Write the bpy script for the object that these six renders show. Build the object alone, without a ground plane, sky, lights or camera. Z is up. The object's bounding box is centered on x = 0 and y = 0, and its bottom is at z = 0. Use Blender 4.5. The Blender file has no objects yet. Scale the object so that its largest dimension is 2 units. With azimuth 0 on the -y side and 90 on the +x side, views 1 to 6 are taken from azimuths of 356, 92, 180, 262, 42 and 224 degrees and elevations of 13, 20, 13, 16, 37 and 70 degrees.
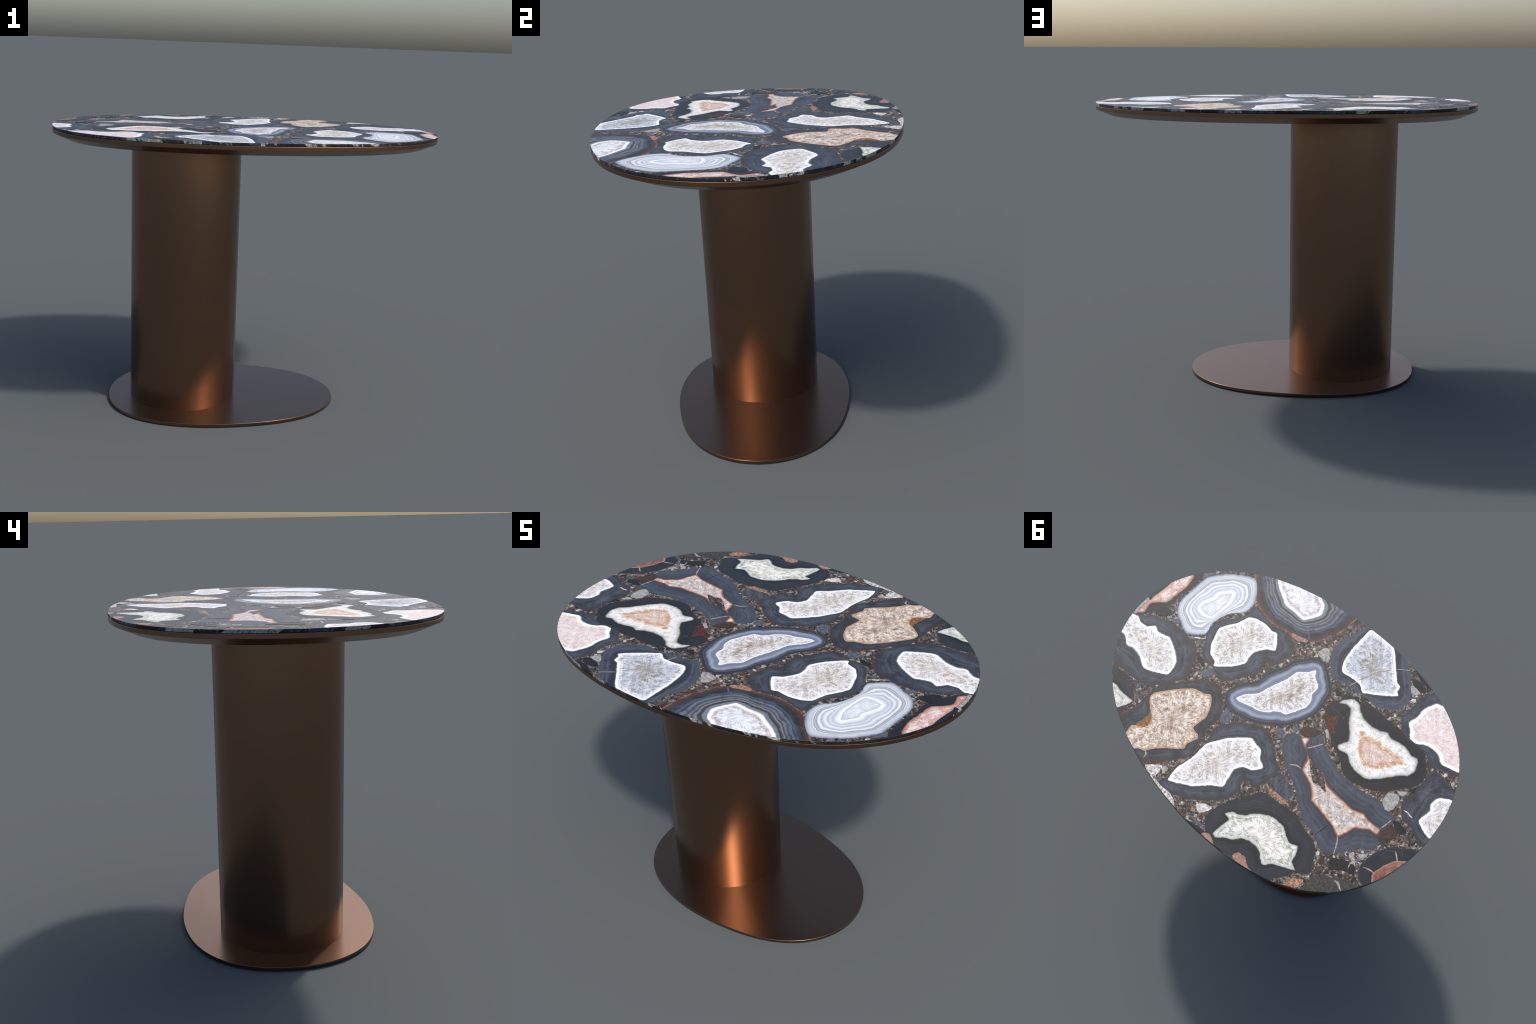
"""Pedestal table: egg-shaped top of agate slices set in breccia, on an
off-centre bronze column with a bronze base plate.  Metres, z up."""
import bpy, bmesh, math, random
import numpy as np
from mathutils import Vector, Matrix, noise
from mathutils.geometry import delaunay_2d_cdt

rng = random.Random(7)
H = 1.4905            # top of the breccia slab; agates stand up to 2 mm proud
SLAB, GAP, RIM, BEVEL_DROP, BEVEL_IN = 0.0132, 0.0015, 0.0185, 0.031, 0.072
BASE_H = 0.018

# ---------------------------------------------------------------- outlines
def egg(cx, harmonics, n=1440):
    """Egg plan, symmetric about the x axis: radius round (cx, 0) as a short cosine series."""
    t = np.arange(n) * 2 * math.pi / n
    r = sum(h * np.cos(k * t) for k, h in enumerate(harmonics))
    return np.stack([cx + r * np.cos(t), r * np.sin(t)], 1)

def resample(P, n):
    Q = np.vstack([P, P[:1]])
    d = np.r_[0, np.cumsum(np.hypot(*(np.diff(Q, axis=0).T)))]
    s = np.linspace(0, d[-1], n, endpoint=False)
    return np.stack([np.interp(s, d, Q[:, 0]), np.interp(s, d, Q[:, 1])], 1)

def inset(P, w):
    T = np.roll(P, -1, 0) - np.roll(P, 1, 0)
    T /= np.hypot(T[:, 0], T[:, 1])[:, None]
    return P + w * np.stack([-T[:, 1], T[:, 0]], 1)      # ccw loop: left is inside

TOP = resample((egg(-0.1, (0.8524, 0.0613, 0.1401, 0.0335, 0.0048, 0.0075, -0.0020)) - (0.0023, 0)) * (1.0032, 1.0008), 360)
BASE = resample((egg(-0.16, (0.5306, 0.0386, 0.0846, 0.0216, 0.0030, 0.0038, -0.0017)) + (0.096, 0)) * (1.006, 1.0) - (0.096, 0), 300)

# ---------------------------------------------------------------- materials
def srgb(r, g, b, k=1.0):
    f = lambda v: (v / 255 / 12.92) if v < 10 else ((v / 255 + 0.055) / 1.055) ** 2.4
    return (f(r) * k, f(g) * k, f(b) * k, 1)

class Tree:
    def __init__(self, name):
        self.m = bpy.data.materials.new(name)
        self.m.use_nodes = True
        self.t = self.m.node_tree
        self.bsdf = self.t.nodes["Principled BSDF"]
    def n(self, kind, **kw):
        node = self.t.nodes.new("ShaderNode" + kind)
        for k, v in kw.items():
            if k.startswith("i_"):
                self.put(node.inputs[k[2:].replace("_", " ")], v)
            else:
                setattr(node, k, v)
        return node
    def put(self, sock, v):
        if isinstance(v, bpy.types.NodeSocket):
            self.t.links.new(v, sock)
        elif isinstance(v, bpy.types.Node):
            self.t.links.new(v.outputs[0], sock)
        else:
            sock.default_value = v
    def math(self, op, a, b=0.0, clamp=False):
        node = self.t.nodes.new("ShaderNodeMath")
        node.operation, node.use_clamp = op, clamp
        self.put(node.inputs[0], a)
        self.put(node.inputs[1], b)
        return node.outputs[0]
    def vec(self, op, a, b=(0, 0, 0), scale=None):
        node = self.t.nodes.new("ShaderNodeVectorMath")
        node.operation = op
        self.put(node.inputs[0], a)
        if scale is not None:
            self.put(node.inputs["Scale"], scale)
        else:
            self.put(node.inputs[1], b)
        return node.outputs[1] if op in ("LENGTH", "DISTANCE", "DOT_PRODUCT") else node.outputs[0]
    def noise(self, vec, scale, detail=3.0, rough=0.6, color=False):
        node = self.n("TexNoise", i_Vector=vec, i_Scale=scale, i_Detail=detail, i_Roughness=rough)
        return node.outputs["Color" if color else "Fac"]
    def ramp(self, fac, stops, mode="LINEAR"):
        node = self.t.nodes.new("ShaderNodeValToRGB")
        cr = node.color_ramp
        cr.interpolation = mode
        while len(cr.elements) < len(stops):
            cr.elements.new(0.5)
        for e, (p, col) in zip(cr.elements, stops):
            e.position, e.color = p, col
        self.put(node.inputs[0], fac)
        return node.outputs[0]
    def mix(self, fac, a, b, blend="MIX"):
        node = self.t.nodes.new("ShaderNodeMix")
        node.data_type, node.blend_type = "RGBA", blend
        self.put(node.inputs["Factor"], fac)
        self.put(node.inputs["A"], a)
        self.put(node.inputs["B"], b)
        return node.outputs["Result"]
    def range(self, v, a, b, c=0.0, d=1.0):
        node = self.n("MapRange", i_Value=v)
        for k, x in zip(("From Min", "From Max", "To Min", "To Max"), (a, b, c, d)):
            node.inputs[k].default_value = x
        return node.outputs[0]
    def done(self, color, rough=0.4, metallic=0.0, spec=0.5, coat=0.0, flat=False):
        self.put(self.bsdf.inputs["Base Color"], color)
        self.put(self.bsdf.inputs["Roughness"], rough)
        self.bsdf.inputs["Metallic"].default_value = metallic
        self.bsdf.inputs["Specular IOR Level"].default_value = spec
        self.bsdf.inputs["Coat Weight"].default_value = coat
        self.bsdf.inputs["Coat Roughness"].default_value = 0.3
        if flat:                                          # the polished face is level
            up = self.n("CombineXYZ", i_Z=1.0)
            self.put(self.bsdf.inputs["Normal"], up)
        return self.m

STONE_ROUGH, STONE_SPEC = 0.47, 0.22
K = 0.77                # picture value -> albedo under this sun

def c(r, g, b):
    """Albedo for a colour as it looks in the sun: darks deepened to offset the sheen of sun and sky, blues calmed (the sky adds its own)."""
    if b > r:
        y = 0.3 * r + 0.6 * g + 0.1 * b
        r, g, b = (v + 0.30 * (y - v) for v in (r, g, b))
    return tuple(v ** 1.22 * 0.93 for v in srgb(r, g, b)[:3]) + (1,)

def bronze(name, rough):
    T = Tree(name)
    P = T.n("TexCoord").outputs["Object"]
    fine = T.noise(T.vec("MULTIPLY", P, (60, 60, 60)), 1.0, 4)
    col = T.mix(fine, (0.232, 0.137, 0.087, 1), (0.242, 0.143, 0.092, 1))
    return T.done(col, T.range(fine, 0.3, 0.7, rough - 0.005, rough + 0.005), metallic=1.0)

def dark_gap():
    T = Tree("shadow_gap")
    return T.done((0.012, 0.012, 0.013, 1), 0.6)

RISE = 0.0003           # 0.3 mm of relief per unit of stratum depth, see stone_mesh

def depth(T, P):
    """Stratum of an agate from its relief: 0 rind .. 1 core edge .. 2 middle."""
    z = T.n("SeparateXYZ", i_Vector=P).outputs["Z"]
    return T.math("DIVIDE", z, RISE)

def agate_band(name, stops, jag=0.05, fine=0.25, rows=9.0, cloud=0.35, rind=None):
    T = Tree(name)
    P = T.n("TexCoord").outputs["Object"]
    flat = T.vec("MULTIPLY", P, (1, 1, 0))
    v = depth(T, P)
    wob = T.math("SUBTRACT", T.noise(flat, 14, 4, 0.55), 0.5)
    wob2 = T.math("SUBTRACT", T.noise(flat, 60, 2), 0.5)
    # wobble fades out at the core edge so the rim stays crisp
    fade = T.range(v, 0.55, 0.95, 1.0, 0.15)
    v2 = T.math("ADD", v, T.math("MULTIPLY", T.math("MULTIPLY", wob2, jag), fade))
    v2 = T.math("ADD", v2, T.math("MULTIPLY", T.math("MULTIPLY", wob, jag * 5), fade))
    col = T.ramp(v2, stops)
    # fine strata: thin lighter and darker lines that follow the bands
    lines = T.noise(T.n("CombineXYZ", i_X=T.math("MULTIPLY", v2, rows), i_Y=T.math("MULTIPLY", wob, 0.8)), 2.2, 3, 0.7)
    col = T.mix(T.range(lines, 0.40, 0.75, 0, fine), col, c(120, 134, 158))
    col = T.mix(T.range(lines, 0.50, 0.25, 0, fine * 1.8), col, c(36, 38, 42))
    thin = T.noise(T.n("CombineXYZ", i_X=T.math("MULTIPLY", v2, rows * 3.0), i_Y=T.math("MULTIPLY", wob, 2.0)), 2.4, 2, 0.6)
    patchy = T.range(T.noise(flat, 10, 2), 0.40, 0.62)
    col = T.mix(T.math("MULTIPLY", T.range(thin, 0.52, 0.64, 0, fine * 1.9), patchy), col, c(134, 141, 152))
    col = T.mix(T.math("MULTIPLY", T.range(thin, 0.47, 0.36, 0, fine * 2.4), patchy), col, c(24, 25, 28))
    cl = T.noise(flat, 13, 4, 0.55)
    mid = T.math("MULTIPLY", T.range(v, 0.05, 0.3), T.range(v, 0.85, 0.65))
    col = T.mix(T.math("MULTIPLY", T.range(cl, 0.50, 0.66, 0, cloud * 1.7), mid), col, c(96, 105, 120))
    col = T.mix(T.math("MULTIPLY", T.range(cl, 0.48, 0.34, 0, cloud * 1.7), mid), col, c(44, 46, 50))
    # hairline healed cracks across the bands
    vor = T.n("TexVoronoi", feature="DISTANCE_TO_EDGE", i_Vector=T.vec("ADD", flat, T.vec("SCALE", T.noise(flat, 8, 2, color=True), scale=0.05)), i_Scale=7.0)
    crack = T.math("MULTIPLY", T.range(vor.outputs["Distance"], 0.010, 0.004), T.range(T.noise(flat, 6, 1), 0.52, 0.6))
    crack = T.math("MULTIPLY", crack, T.range(v, 0.9, 0.8))
    col = T.mix(T.math("MULTIPLY", crack, 0.22), col, c(150, 152, 158))
    tan_line = T.noise(T.n("CombineXYZ", i_X=T.math("MULTIPLY", v2, rows * 1.6), i_Y=5.0), 2.0, 1)
    col = T.mix(T.math("MULTIPLY", T.range(tan_line, 0.62, 0.72, 0, fine * 0.9), T.range(T.noise(flat, 7, 2), 0.5, 0.6)), col, c(96, 74, 58))
    if rind:
        r = T.noise(flat, 30, 4, 0.7)
        edge = T.math("ADD", v, T.math("MULTIPLY", T.math("SUBTRACT", r, 0.5), 0.35))
        col = T.mix(T.range(edge, 0.14, 0.02, 0, 0.62), col, rind)
    return T.done(col, STONE_ROUGH, spec=STONE_SPEC, flat=True)

def crystal(name, stops, dark, light, streak=0.66, body_from=0.10, spots=None, milky=0.5, spot_size=48.0, rim_sway=0.13):
    """Druse: colour by distance from the rim, fibres that point to the middle."""
    T = Tree(name)
    P = T.n("TexCoord").outputs["Object"]
    flat = T.vec("MULTIPLY", P, (1, 1, 0))
    w = T.math("SUBTRACT", depth(T, P), 1.0)
    big = T.math("SUBTRACT", T.noise(flat, 22, 4, 0.65), 0.5)
    w2 = T.math("ADD", w, T.math("MULTIPLY", T.math("MULTIPLY", big, 0.55), T.range(w, 0.10, 0.35)))
    uneven = T.math("SUBTRACT", T.noise(T.vec("ADD", flat, (0, 0, 4.0)), 17, 2), 0.5)     # the white rim swells and thins
    w2 = T.math("ADD", w2, T.math("MULTIPLY", uneven, rim_sway))
    col = T.ramp(w2, stops)
    r = T.vec("LENGTH", flat)
    direc = T.vec("NORMALIZE", flat)
    radial = T.vec("ADD", T.vec("SCALE", direc, scale=9.0), T.n("CombineXYZ", i_Z=T.math("MULTIPLY", r, 30.0)))
    warp = T.vec("SCALE", T.noise(flat, 26, 2, color=True), scale=2.8)
    fib = T.noise(T.vec("ADD", radial, warp), 1.7, 3.5, 0.6)
    grain = T.noise(flat, 170, 3, 0.75)
    f = T.math("ADD", T.math("MULTIPLY", fib, 0.78), T.math("MULTIPLY", grain, 0.22))
    body = T.range(w, body_from, body_from + 0.10)
    blot = T.noise(flat, 34, 3, 0.6)
    f = T.math("ADD", f, T.math("MULTIPLY", T.math("SUBTRACT", blot, 0.5), 0.6))
    col = T.mix(T.math("MULTIPLY", T.range(f, 0.50, 0.39, 0, streak), body), col, dark)
    col = T.mix(T.math("MULTIPLY", T.range(f, 0.51, 0.60, 0, streak), body), col, light)
    milk = T.range(T.noise(T.vec("ADD", flat, (0, 2.7, 0)), 13, 4, 0.6), 0.54, 0.68, 0, milky)
    col = T.mix(T.math("MULTIPLY", milk, body), col, light)
    if spots:
        s = T.range(T.noise(flat, spot_size, 3, 0.7), 0.60, 0.72, 0, 0.75)
        col = T.mix(T.math("MULTIPLY", s, T.range(w, 0.3, 0.6)), col, spots)
    return T.done(col, STONE_ROUGH, spec=STONE_SPEC, flat=True)

def breccia(name="breccia"):
    T = Tree(name)
    P = T.n("TexCoord").outputs["Object"]
    flat = T.vec("MULTIPLY", P, (1, 1, 0.3))
    warp = T.vec("ADD", flat, T.vec("SCALE", T.noise(flat, 60, 3, color=True), scale=0.008))
    a = T.n("TexVoronoi", distance="MANHATTAN", i_Vector=warp, i_Scale=85.0)
    b = T.n("TexVoronoi", distance="MANHATTAN", i_Vector=warp, i_Scale=210.0)
    ra = T.n("SeparateXYZ", i_Vector=a.outputs["Color"]).outputs["X"]
    rb = T.n("SeparateXYZ", i_Vector=b.outputs["Color"]).outputs["Y"]
    pal = [(0.0, c(20, 19, 20)), (0.17, c(62, 56, 51)), (0.29, c(118, 105, 93)), (0.41, c(80, 71, 63)),
           (0.50, c(148, 133, 118)), (0.56, c(42, 45, 50)), (0.66, c(130, 102, 74)), (0.73, c(160, 150, 140)),
           (0.82, c(94, 104, 118)), (0.89, c(196, 186, 176)), (0.96, c(232, 229, 226))]
    col = T.mix(0.40, T.ramp(ra, pal, "CONSTANT"), T.ramp(rb, pal, "CONSTANT"))
    edge = T.n("TexVoronoi", feature="DISTANCE_TO_EDGE", i_Vector=warp, i_Scale=95.0)
    col = T.mix(T.range(edge.outputs["Distance"], 0.12, 0.02, 0, 0.55), col, c(52, 42, 36))
    tint = T.noise(flat, 7, 2)
    col = T.mix(T.range(tint, 0.52, 0.7, 0, 0.2), col, c(104, 78, 58))
    patch = T.noise(T.vec("ADD", flat, (3.1, 0, 0)), 16, 3)
    col = T.mix(T.range(patch, 0.48, 0.38, 0, 0.45), col, c(46, 42, 40))
    col = T.mix(T.range(patch, 0.58, 0.72, 0, 0.4), col, c(140, 128, 116))
    big = T.n("TexVoronoi", distance="MANHATTAN", i_Vector=T.vec("ADD", warp, (5.0, 2.0, 0)), i_Scale=36.0)
    bc = T.n("SeparateXYZ", i_Vector=big.outputs["Color"])
    shard = T.ramp(bc.outputs["X"], [(0.0, c(40, 43, 49)), (0.3, c(78, 88, 102)), (0.5, c(52, 47, 44)), (0.68, c(110, 98, 88)), (0.84, c(150, 148, 144)), (0.94, c(108, 80, 60))], "CONSTANT")
    shard = T.mix(T.range(T.noise(flat, 120, 3), 0.4, 0.7, 0, 0.5), shard, c(110, 104, 98))
    core = T.math("MULTIPLY", T.range(big.outputs["Distance"], 0.62, 0.50), T.range(bc.outputs["Y"], 0.60, 0.62))
    col = T.mix(T.math("MULTIPLY", core, 0.85), col, shard)
    thread = T.n("TexVoronoi", feature="DISTANCE_TO_EDGE", i_Vector=T.vec("ADD", flat, T.vec("SCALE", T.noise(flat, 25, 3, color=True), scale=0.05)), i_Scale=16.0)
    col = T.mix(T.math("MULTIPLY", T.range(thread.outputs["Distance"], 0.05, 0.02, 0, 0.45), T.range(T.noise(flat, 9, 2), 0.45, 0.6)), col, c(122, 88, 60))
    return T.done(col, 0.5, spec=0.25)

def slab_side():
    """Sawn edge of the slab: slanting streaks of slate, jet, grey and ochre."""
    T = Tree("slab_side")
    P = T.n("TexCoord").outputs["Object"]
    s = T.n("SeparateXYZ", i_Vector=P)
    lean = T.n("CombineXYZ", i_X=T.math("ADD", s.outputs["X"], T.math("MULTIPLY", s.outputs["Z"], 0.5)),
               i_Y=T.math("ADD", s.outputs["Y"], T.math("MULTIPLY", s.outputs["Z"], 0.4)), i_Z=T.math("MULTIPLY", s.outputs["Z"], 0.4))
    zone = T.n("TexVoronoi", i_Vector=lean, i_Scale=10.0)
    zr = T.n("SeparateXYZ", i_Vector=zone.outputs["Color"]).outputs["X"]
    streak = T.noise(lean, 55, 4, 0.65)
    slow = T.noise(lean, 11, 3, 0.6)
    hair = T.noise(lean, 190, 2, 0.6)
    key = T.math("ADD", T.math("MULTIPLY", zr, 0.85), T.math("MULTIPLY", T.math("SUBTRACT", streak, 0.5), 0.55))
    key = T.math("ADD", key, T.math("MULTIPLY", T.math("SUBTRACT", slow, 0.5), 0.5))
    key = T.math("ADD", key, T.math("MULTIPLY", T.math("SUBTRACT", hair, 0.5), 0.22))
    col = T.ramp(key, [(0.0, c(26, 29, 36)), (0.16, c(44, 52, 64)), (0.24, c(30, 32, 38)), (0.30, c(78, 92, 114)), (0.34, c(48, 54, 64)), (0.39, c(104, 120, 144)),
                       (0.43, c(54, 60, 70)), (0.47, c(30, 29, 29)), (0.53, c(74, 64, 54)), (0.57, c(34, 33, 34)), (0.62, c(128, 136, 142)), (0.68, c(176, 180, 180)), (0.73, c(116, 118, 102)), (0.78, c(206, 206, 202)), (0.83, c(60, 64, 70)), (0.90, c(36, 40, 48))])
    grit = T.noise(P, 160, 2)
    col = T.mix(T.range(grit, 0.6, 0.75, 0, 0.3), col, c(170, 160, 146))
    return T.done(col, 0.5, spec=0.25)

def shard_material(name, a, b, stripes=0.0):
    T = Tree(name)
    P = T.n("TexCoord").outputs["Object"]
    rnd = T.n("ObjectInfo").outputs["Random"]
    q = T.vec("ADD", P, T.n("CombineXYZ", i_Z=T.math("MULTIPLY", rnd, 50.0)))
    n1 = T.noise(q, 85, 4, 0.65)
    col = T.mix(T.range(n1, 0.35, 0.65), a, b)
    if stripes:
        w = T.n("TexWave", i_Vector=P, i_Scale=stripes, i_Distortion=2.0, i_Detail=2.0)
        w.bands_direction = "DIAGONAL"
        col = T.mix(T.range(w.outputs["Fac"], 0.6, 1.0, 0, 0.7), col, b)
    fine = T.noise(q, 240, 2)
    col = T.mix(T.range(fine, 0.60, 0.8, 0, 0.35), col, c(176, 170, 166))
    return T.done(col, STONE_ROUGH, spec=STONE_SPEC, flat=True)

W, WG = c(246, 246, 247), c(222, 224, 230)

BANDS = {
    "pale": dict(stops=[(0.0, c(68, 66, 64)), (0.10, c(56, 57, 60)), (0.30, c(66, 70, 77)), (0.50, c(86, 93, 106)), (0.62, c(60, 63, 69)), (0.74, c(78, 84, 95)), (0.84, c(50, 51, 54)), (0.90, c(64, 67, 73)), (0.95, c(108, 113, 124)), (0.985, c(170, 176, 188)), (1.0, W)], fine=0.35, rows=12, rind=c(84, 70, 58)),
    "ringed": dict(stops=[(0.0, c(84, 98, 118)), (0.03, c(140, 154, 172)), (0.09, c(186, 196, 210)), (0.18, c(214, 220, 230)), (0.22, c(190, 196, 204)), (0.25, c(236, 240, 245)), (0.28, c(150, 156, 164)), (0.31, c(206, 212, 220)), (0.36, c(158, 163, 170)), (0.40, c(228, 232, 240)), (0.45, c(240, 243, 248)), (0.50, c(184, 191, 202)), (0.57, c(226, 231, 240)), (0.62, c(240, 243, 248)), (0.67, c(192, 199, 212)), (0.75, c(224, 229, 238)), (0.82, c(200, 207, 220)), (0.90, c(226, 231, 240)), (0.96, W), (1.0, W)], jag=0.03, fine=0.12, rows=16, cloud=0.0),
    "brown_rind": dict(stops=[(0.0, c(150, 112, 84)), (0.03, c(100, 68, 46)), (0.15, c(80, 57, 43)), (0.20, c(50, 52, 57)), (0.30, c(56, 61, 70)), (0.36, c(98, 110, 132)), (0.41, c(64, 70, 80)), (0.47, c(128, 142, 168)), (0.53, c(92, 98, 108)), (0.57, c(104, 98, 88)), (0.62, c(140, 150, 168)), (0.67, c(74, 72, 72)), (0.72, c(150, 156, 164)), (0.77, c(92, 88, 84)), (0.82, c(62, 62, 66)), (0.87, c(134, 143, 152)), (0.95, c(142, 152, 160)), (0.975, W), (1.0, W)], jag=0.05, fine=0.22, rows=14, cloud=0.25),
    "tan": dict(stops=[(0.0, c(96, 66, 46)), (0.12, c(62, 55, 51)), (0.3, c(56, 57, 60)), (0.55, c(78, 78, 81)), (0.66, c(54, 55, 58)), (0.8, c(70, 72, 76)), (0.93, c(52, 51, 52)), (0.965, c(112, 78, 58)), (1.0, c(216, 200, 184))], rind=c(98, 67, 46)),
    "blue_halo": dict(stops=[(0.0, c(52, 50, 50)), (0.06, c(86, 86, 90)), (0.10, c(52, 54, 59)), (0.22, c(66, 70, 78)), (0.27, c(102, 110, 122)), (0.32, c(64, 70, 82)), (0.38, c(92, 103, 120)), (0.46, c(136, 149, 170)), (0.60, c(166, 178, 202)), (0.72, c(138, 150, 172)), (0.86, c(124, 136, 158)), (0.95, c(142, 154, 178)), (0.985, c(150, 160, 180)), (1.0, W)], jag=0.035, fine=0.12, rows=14, cloud=0.1),
    "ice": dict(stops=[(0.0, c(80, 90, 104)), (0.2, c(82, 94, 111)), (0.34, c(68, 78, 94)), (0.46, c(92, 104, 122)), (0.58, c(60, 67, 79)), (0.75, c(54, 58, 66)), (0.9, c(50, 54, 62)), (0.96, c(94, 106, 124)), (1.0, W)], jag=0.06),
    "rose": dict(stops=[(0.0, c(66, 69, 75)), (0.2, c(60, 64, 71)), (0.45, c(70, 76, 86)), (0.65, c(58, 61, 68)), (0.85, c(76, 82, 94)), (0.93, c(140, 147, 162)), (0.97, W), (1.0, W)]),
    "jet": dict(stops=[(0.0, c(62, 58, 55)), (0.15, c(54, 54, 56)), (0.5, c(51, 53, 56)), (0.9, c(46, 48, 51)), (0.97, c(56, 54, 49)), (1.0, c(140, 140, 128))], fine=0.07, cloud=0.0, rind=c(78, 56, 42)),
    "slate": dict(stops=[(0.0, c(74, 79, 88)), (0.12, c(74, 83, 97)), (0.3, c(86, 97, 114)), (0.42, c(66, 74, 86)), (0.55, c(80, 90, 107)), (0.68, c(60, 67, 77)), (0.82, c(70, 79, 93)), (0.92, c(54, 57, 64)), (0.975, c(64, 60, 62)), (1.0, c(140, 98, 84))], fine=0.32, rows=22, cloud=0.2),
    "moss": dict(stops=[(0.0, c(56, 56, 57)), (0.2, c(53, 56, 61)), (0.5, c(57, 60, 67)), (0.75, c(53, 56, 62)), (0.84, c(40, 41, 42)), (0.96, c(43, 44, 44)), (0.985, c(60, 60, 57)), (1.0, c(140, 142, 132))], fine=0.10, cloud=0.0),
    "rust": dict(stops=[(0.0, c(56, 56, 59)), (0.3, c(46, 49, 57)), (0.6, c(52, 55, 62)), (0.95, c(48, 50, 57)), (0.975, c(130, 106, 94)), (1.0, c(170, 140, 124))], fine=0.10, cloud=0.0),
    "coral": dict(stops=[(0.0, c(56, 54, 54)), (0.4, c(50, 51, 54)), (0.9, c(48, 47, 48)), (0.97, c(130, 100, 88)), (1.0, c(190, 152, 138))], fine=0.08, cloud=0.0),
}
GREY_D, GREY_L = c(150, 139, 128), c(246, 244, 243)
CORES = {
    "pale": dict(body_from=0.06, stops=[(0.0, W), (0.08, W), (0.125, c(228, 227, 229)), (0.35, c(220, 217, 215)), (0.7, c(212, 207, 202)), (1.0, c(200, 190, 181))], dark=GREY_D, light=GREY_L, spots=c(146, 120, 98)),
    "ringed": dict(rim_sway=0.03, body_from=0.06, stops=[(0.0, W), (0.05, W), (0.08, c(190, 198, 208)), (0.19, c(218, 224, 232)), (0.6, c(228, 233, 240))], dark=c(186, 196, 210), light=W, streak=0.6),
    "brown_rind": dict(body_from=0.06, stops=[(0.0, W), (0.085, W), (0.13, c(216, 212, 214)), (0.23, c(186, 170, 166)), (0.28, c(224, 226, 232)), (1.0, c(228, 232, 240))], dark=c(178, 176, 180), light=W, streak=0.7),
    "tan": dict(body_from=0.02, milky=0.75, spot_size=22.0, rim_sway=0.04, stops=[(0.0, c(206, 182, 160)), (0.035, c(172, 140, 114)), (0.075, c(202, 182, 163)), (0.6, c(208, 193, 180)), (1.0, c(172, 149, 132))], dark=c(116, 96, 80), light=c(246, 240, 231), spots=c(128, 100, 78)),
    "blue_halo": dict(rim_sway=0.03, body_from=0.025, stops=[(0.0, W), (0.02, W), (0.06, c(218, 218, 221)), (0.35, c(216, 212, 210)), (0.6, c(190, 181, 172)), (0.85, c(156, 141, 126))], dark=c(140, 128, 116), light=c(246, 245, 246)),
    "ice": dict(body_from=0.06, stops=[(0.0, W), (0.09, W), (0.13, c(206, 211, 224)), (0.17, W), (0.22, c(198, 205, 215)), (0.6, c(192, 198, 206)), (0.9, c(166, 165, 159)), (1.0, c(150, 143, 130))], dark=c(136, 138, 138), light=c(224, 228, 235), streak=0.7),
    "rose": dict(body_from=0.06, stops=[(0.0, W), (0.12, W), (0.18, c(226, 214, 211)), (0.7, c(228, 216, 213)), (1.0, c(234, 225, 223))], dark=c(204, 184, 178), light=c(242, 233, 232), streak=0.75),
    "jet": dict(rim_sway=0.03, body_from=0.03, milky=0.3, stops=[(0.0, c(140, 138, 120)), (0.05, c(190, 192, 188)), (0.16, c(226, 227, 226)), (0.46, c(240, 238, 234)), (0.56, c(214, 180, 150)), (0.66, c(196, 156, 124)), (0.78, c(220, 194, 178)), (1.0, c(214, 194, 184))], dark=c(176, 164, 150), light=c(248, 242, 236), streak=0.5),
    "slate": dict(body_from=0.03, spot_size=26.0, rim_sway=0.03, stops=[(0.0, c(140, 92, 76)), (0.04, c(168, 124, 106)), (0.09, c(206, 186, 170)), (0.3, c(198, 187, 178)), (0.7, c(206, 202, 203)), (1.0, c(188, 173, 162))], dark=c(146, 128, 114), light=c(238, 235, 234), spots=c(166, 134, 104)),
    "moss": dict(rim_sway=0.03, body_from=0.03, stops=[(0.0, c(124, 132, 122)), (0.03, c(190, 194, 190)), (0.13, c(214, 216, 211)), (0.19, c(172, 171, 148)), (0.24, c(212, 212, 203)), (0.5, c(236, 235, 229)), (0.8, c(214, 206, 190)), (1.0, c(190, 172, 148))], dark=c(150, 150, 136), light=c(247, 247, 244), spots=c(170, 172, 140)),
    "rust": dict(body_from=0.03, stops=[(0.0, c(176, 146, 128)), (0.06, c(150, 114, 100)), (0.3, c(140, 100, 84)), (1.0, c(150, 112, 96))], dark=c(106, 66, 52), light=c(182, 142, 126)),
    "coral": dict(body_from=0.03, stops=[(0.0, c(168, 130, 116)), (0.10, c(196, 158, 146)), (0.30, c(222, 200, 193)), (0.8, c(238, 226, 223)), (1.0, c(244, 237, 236))], dark=c(184, 144, 132), light=c(248, 242, 240)),
}
SHARDS = {
    "dark": (c(38, 40, 45), c(54, 57, 63), 0), "blue": (c(78, 88, 104), c(112, 122, 138), 0),
    "pale": (c(136, 138, 136), c(190, 188, 184), 0), "white": (c(132, 120, 110), c(244, 241, 238), 0),
    "pink": (c(142, 106, 90), c(186, 154, 140), 0), "olive": (c(62, 61, 57), c(92, 92, 86), 0),
    "brown": (c(62, 48, 40), c(92, 76, 64), 0), "orange": (c(120, 80, 54), c(196, 164, 140), 0),
    "breccia": None, "rusty": (c(44, 44, 48), c(118, 72, 44), 0), "amber": (c(104, 72, 50), c(176, 128, 90), 0), "vein": (c(140, 122, 108), c(200, 188, 176), 0),
    "striped": (c(50, 52, 58), c(98, 104, 116), 9.0),
}

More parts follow.
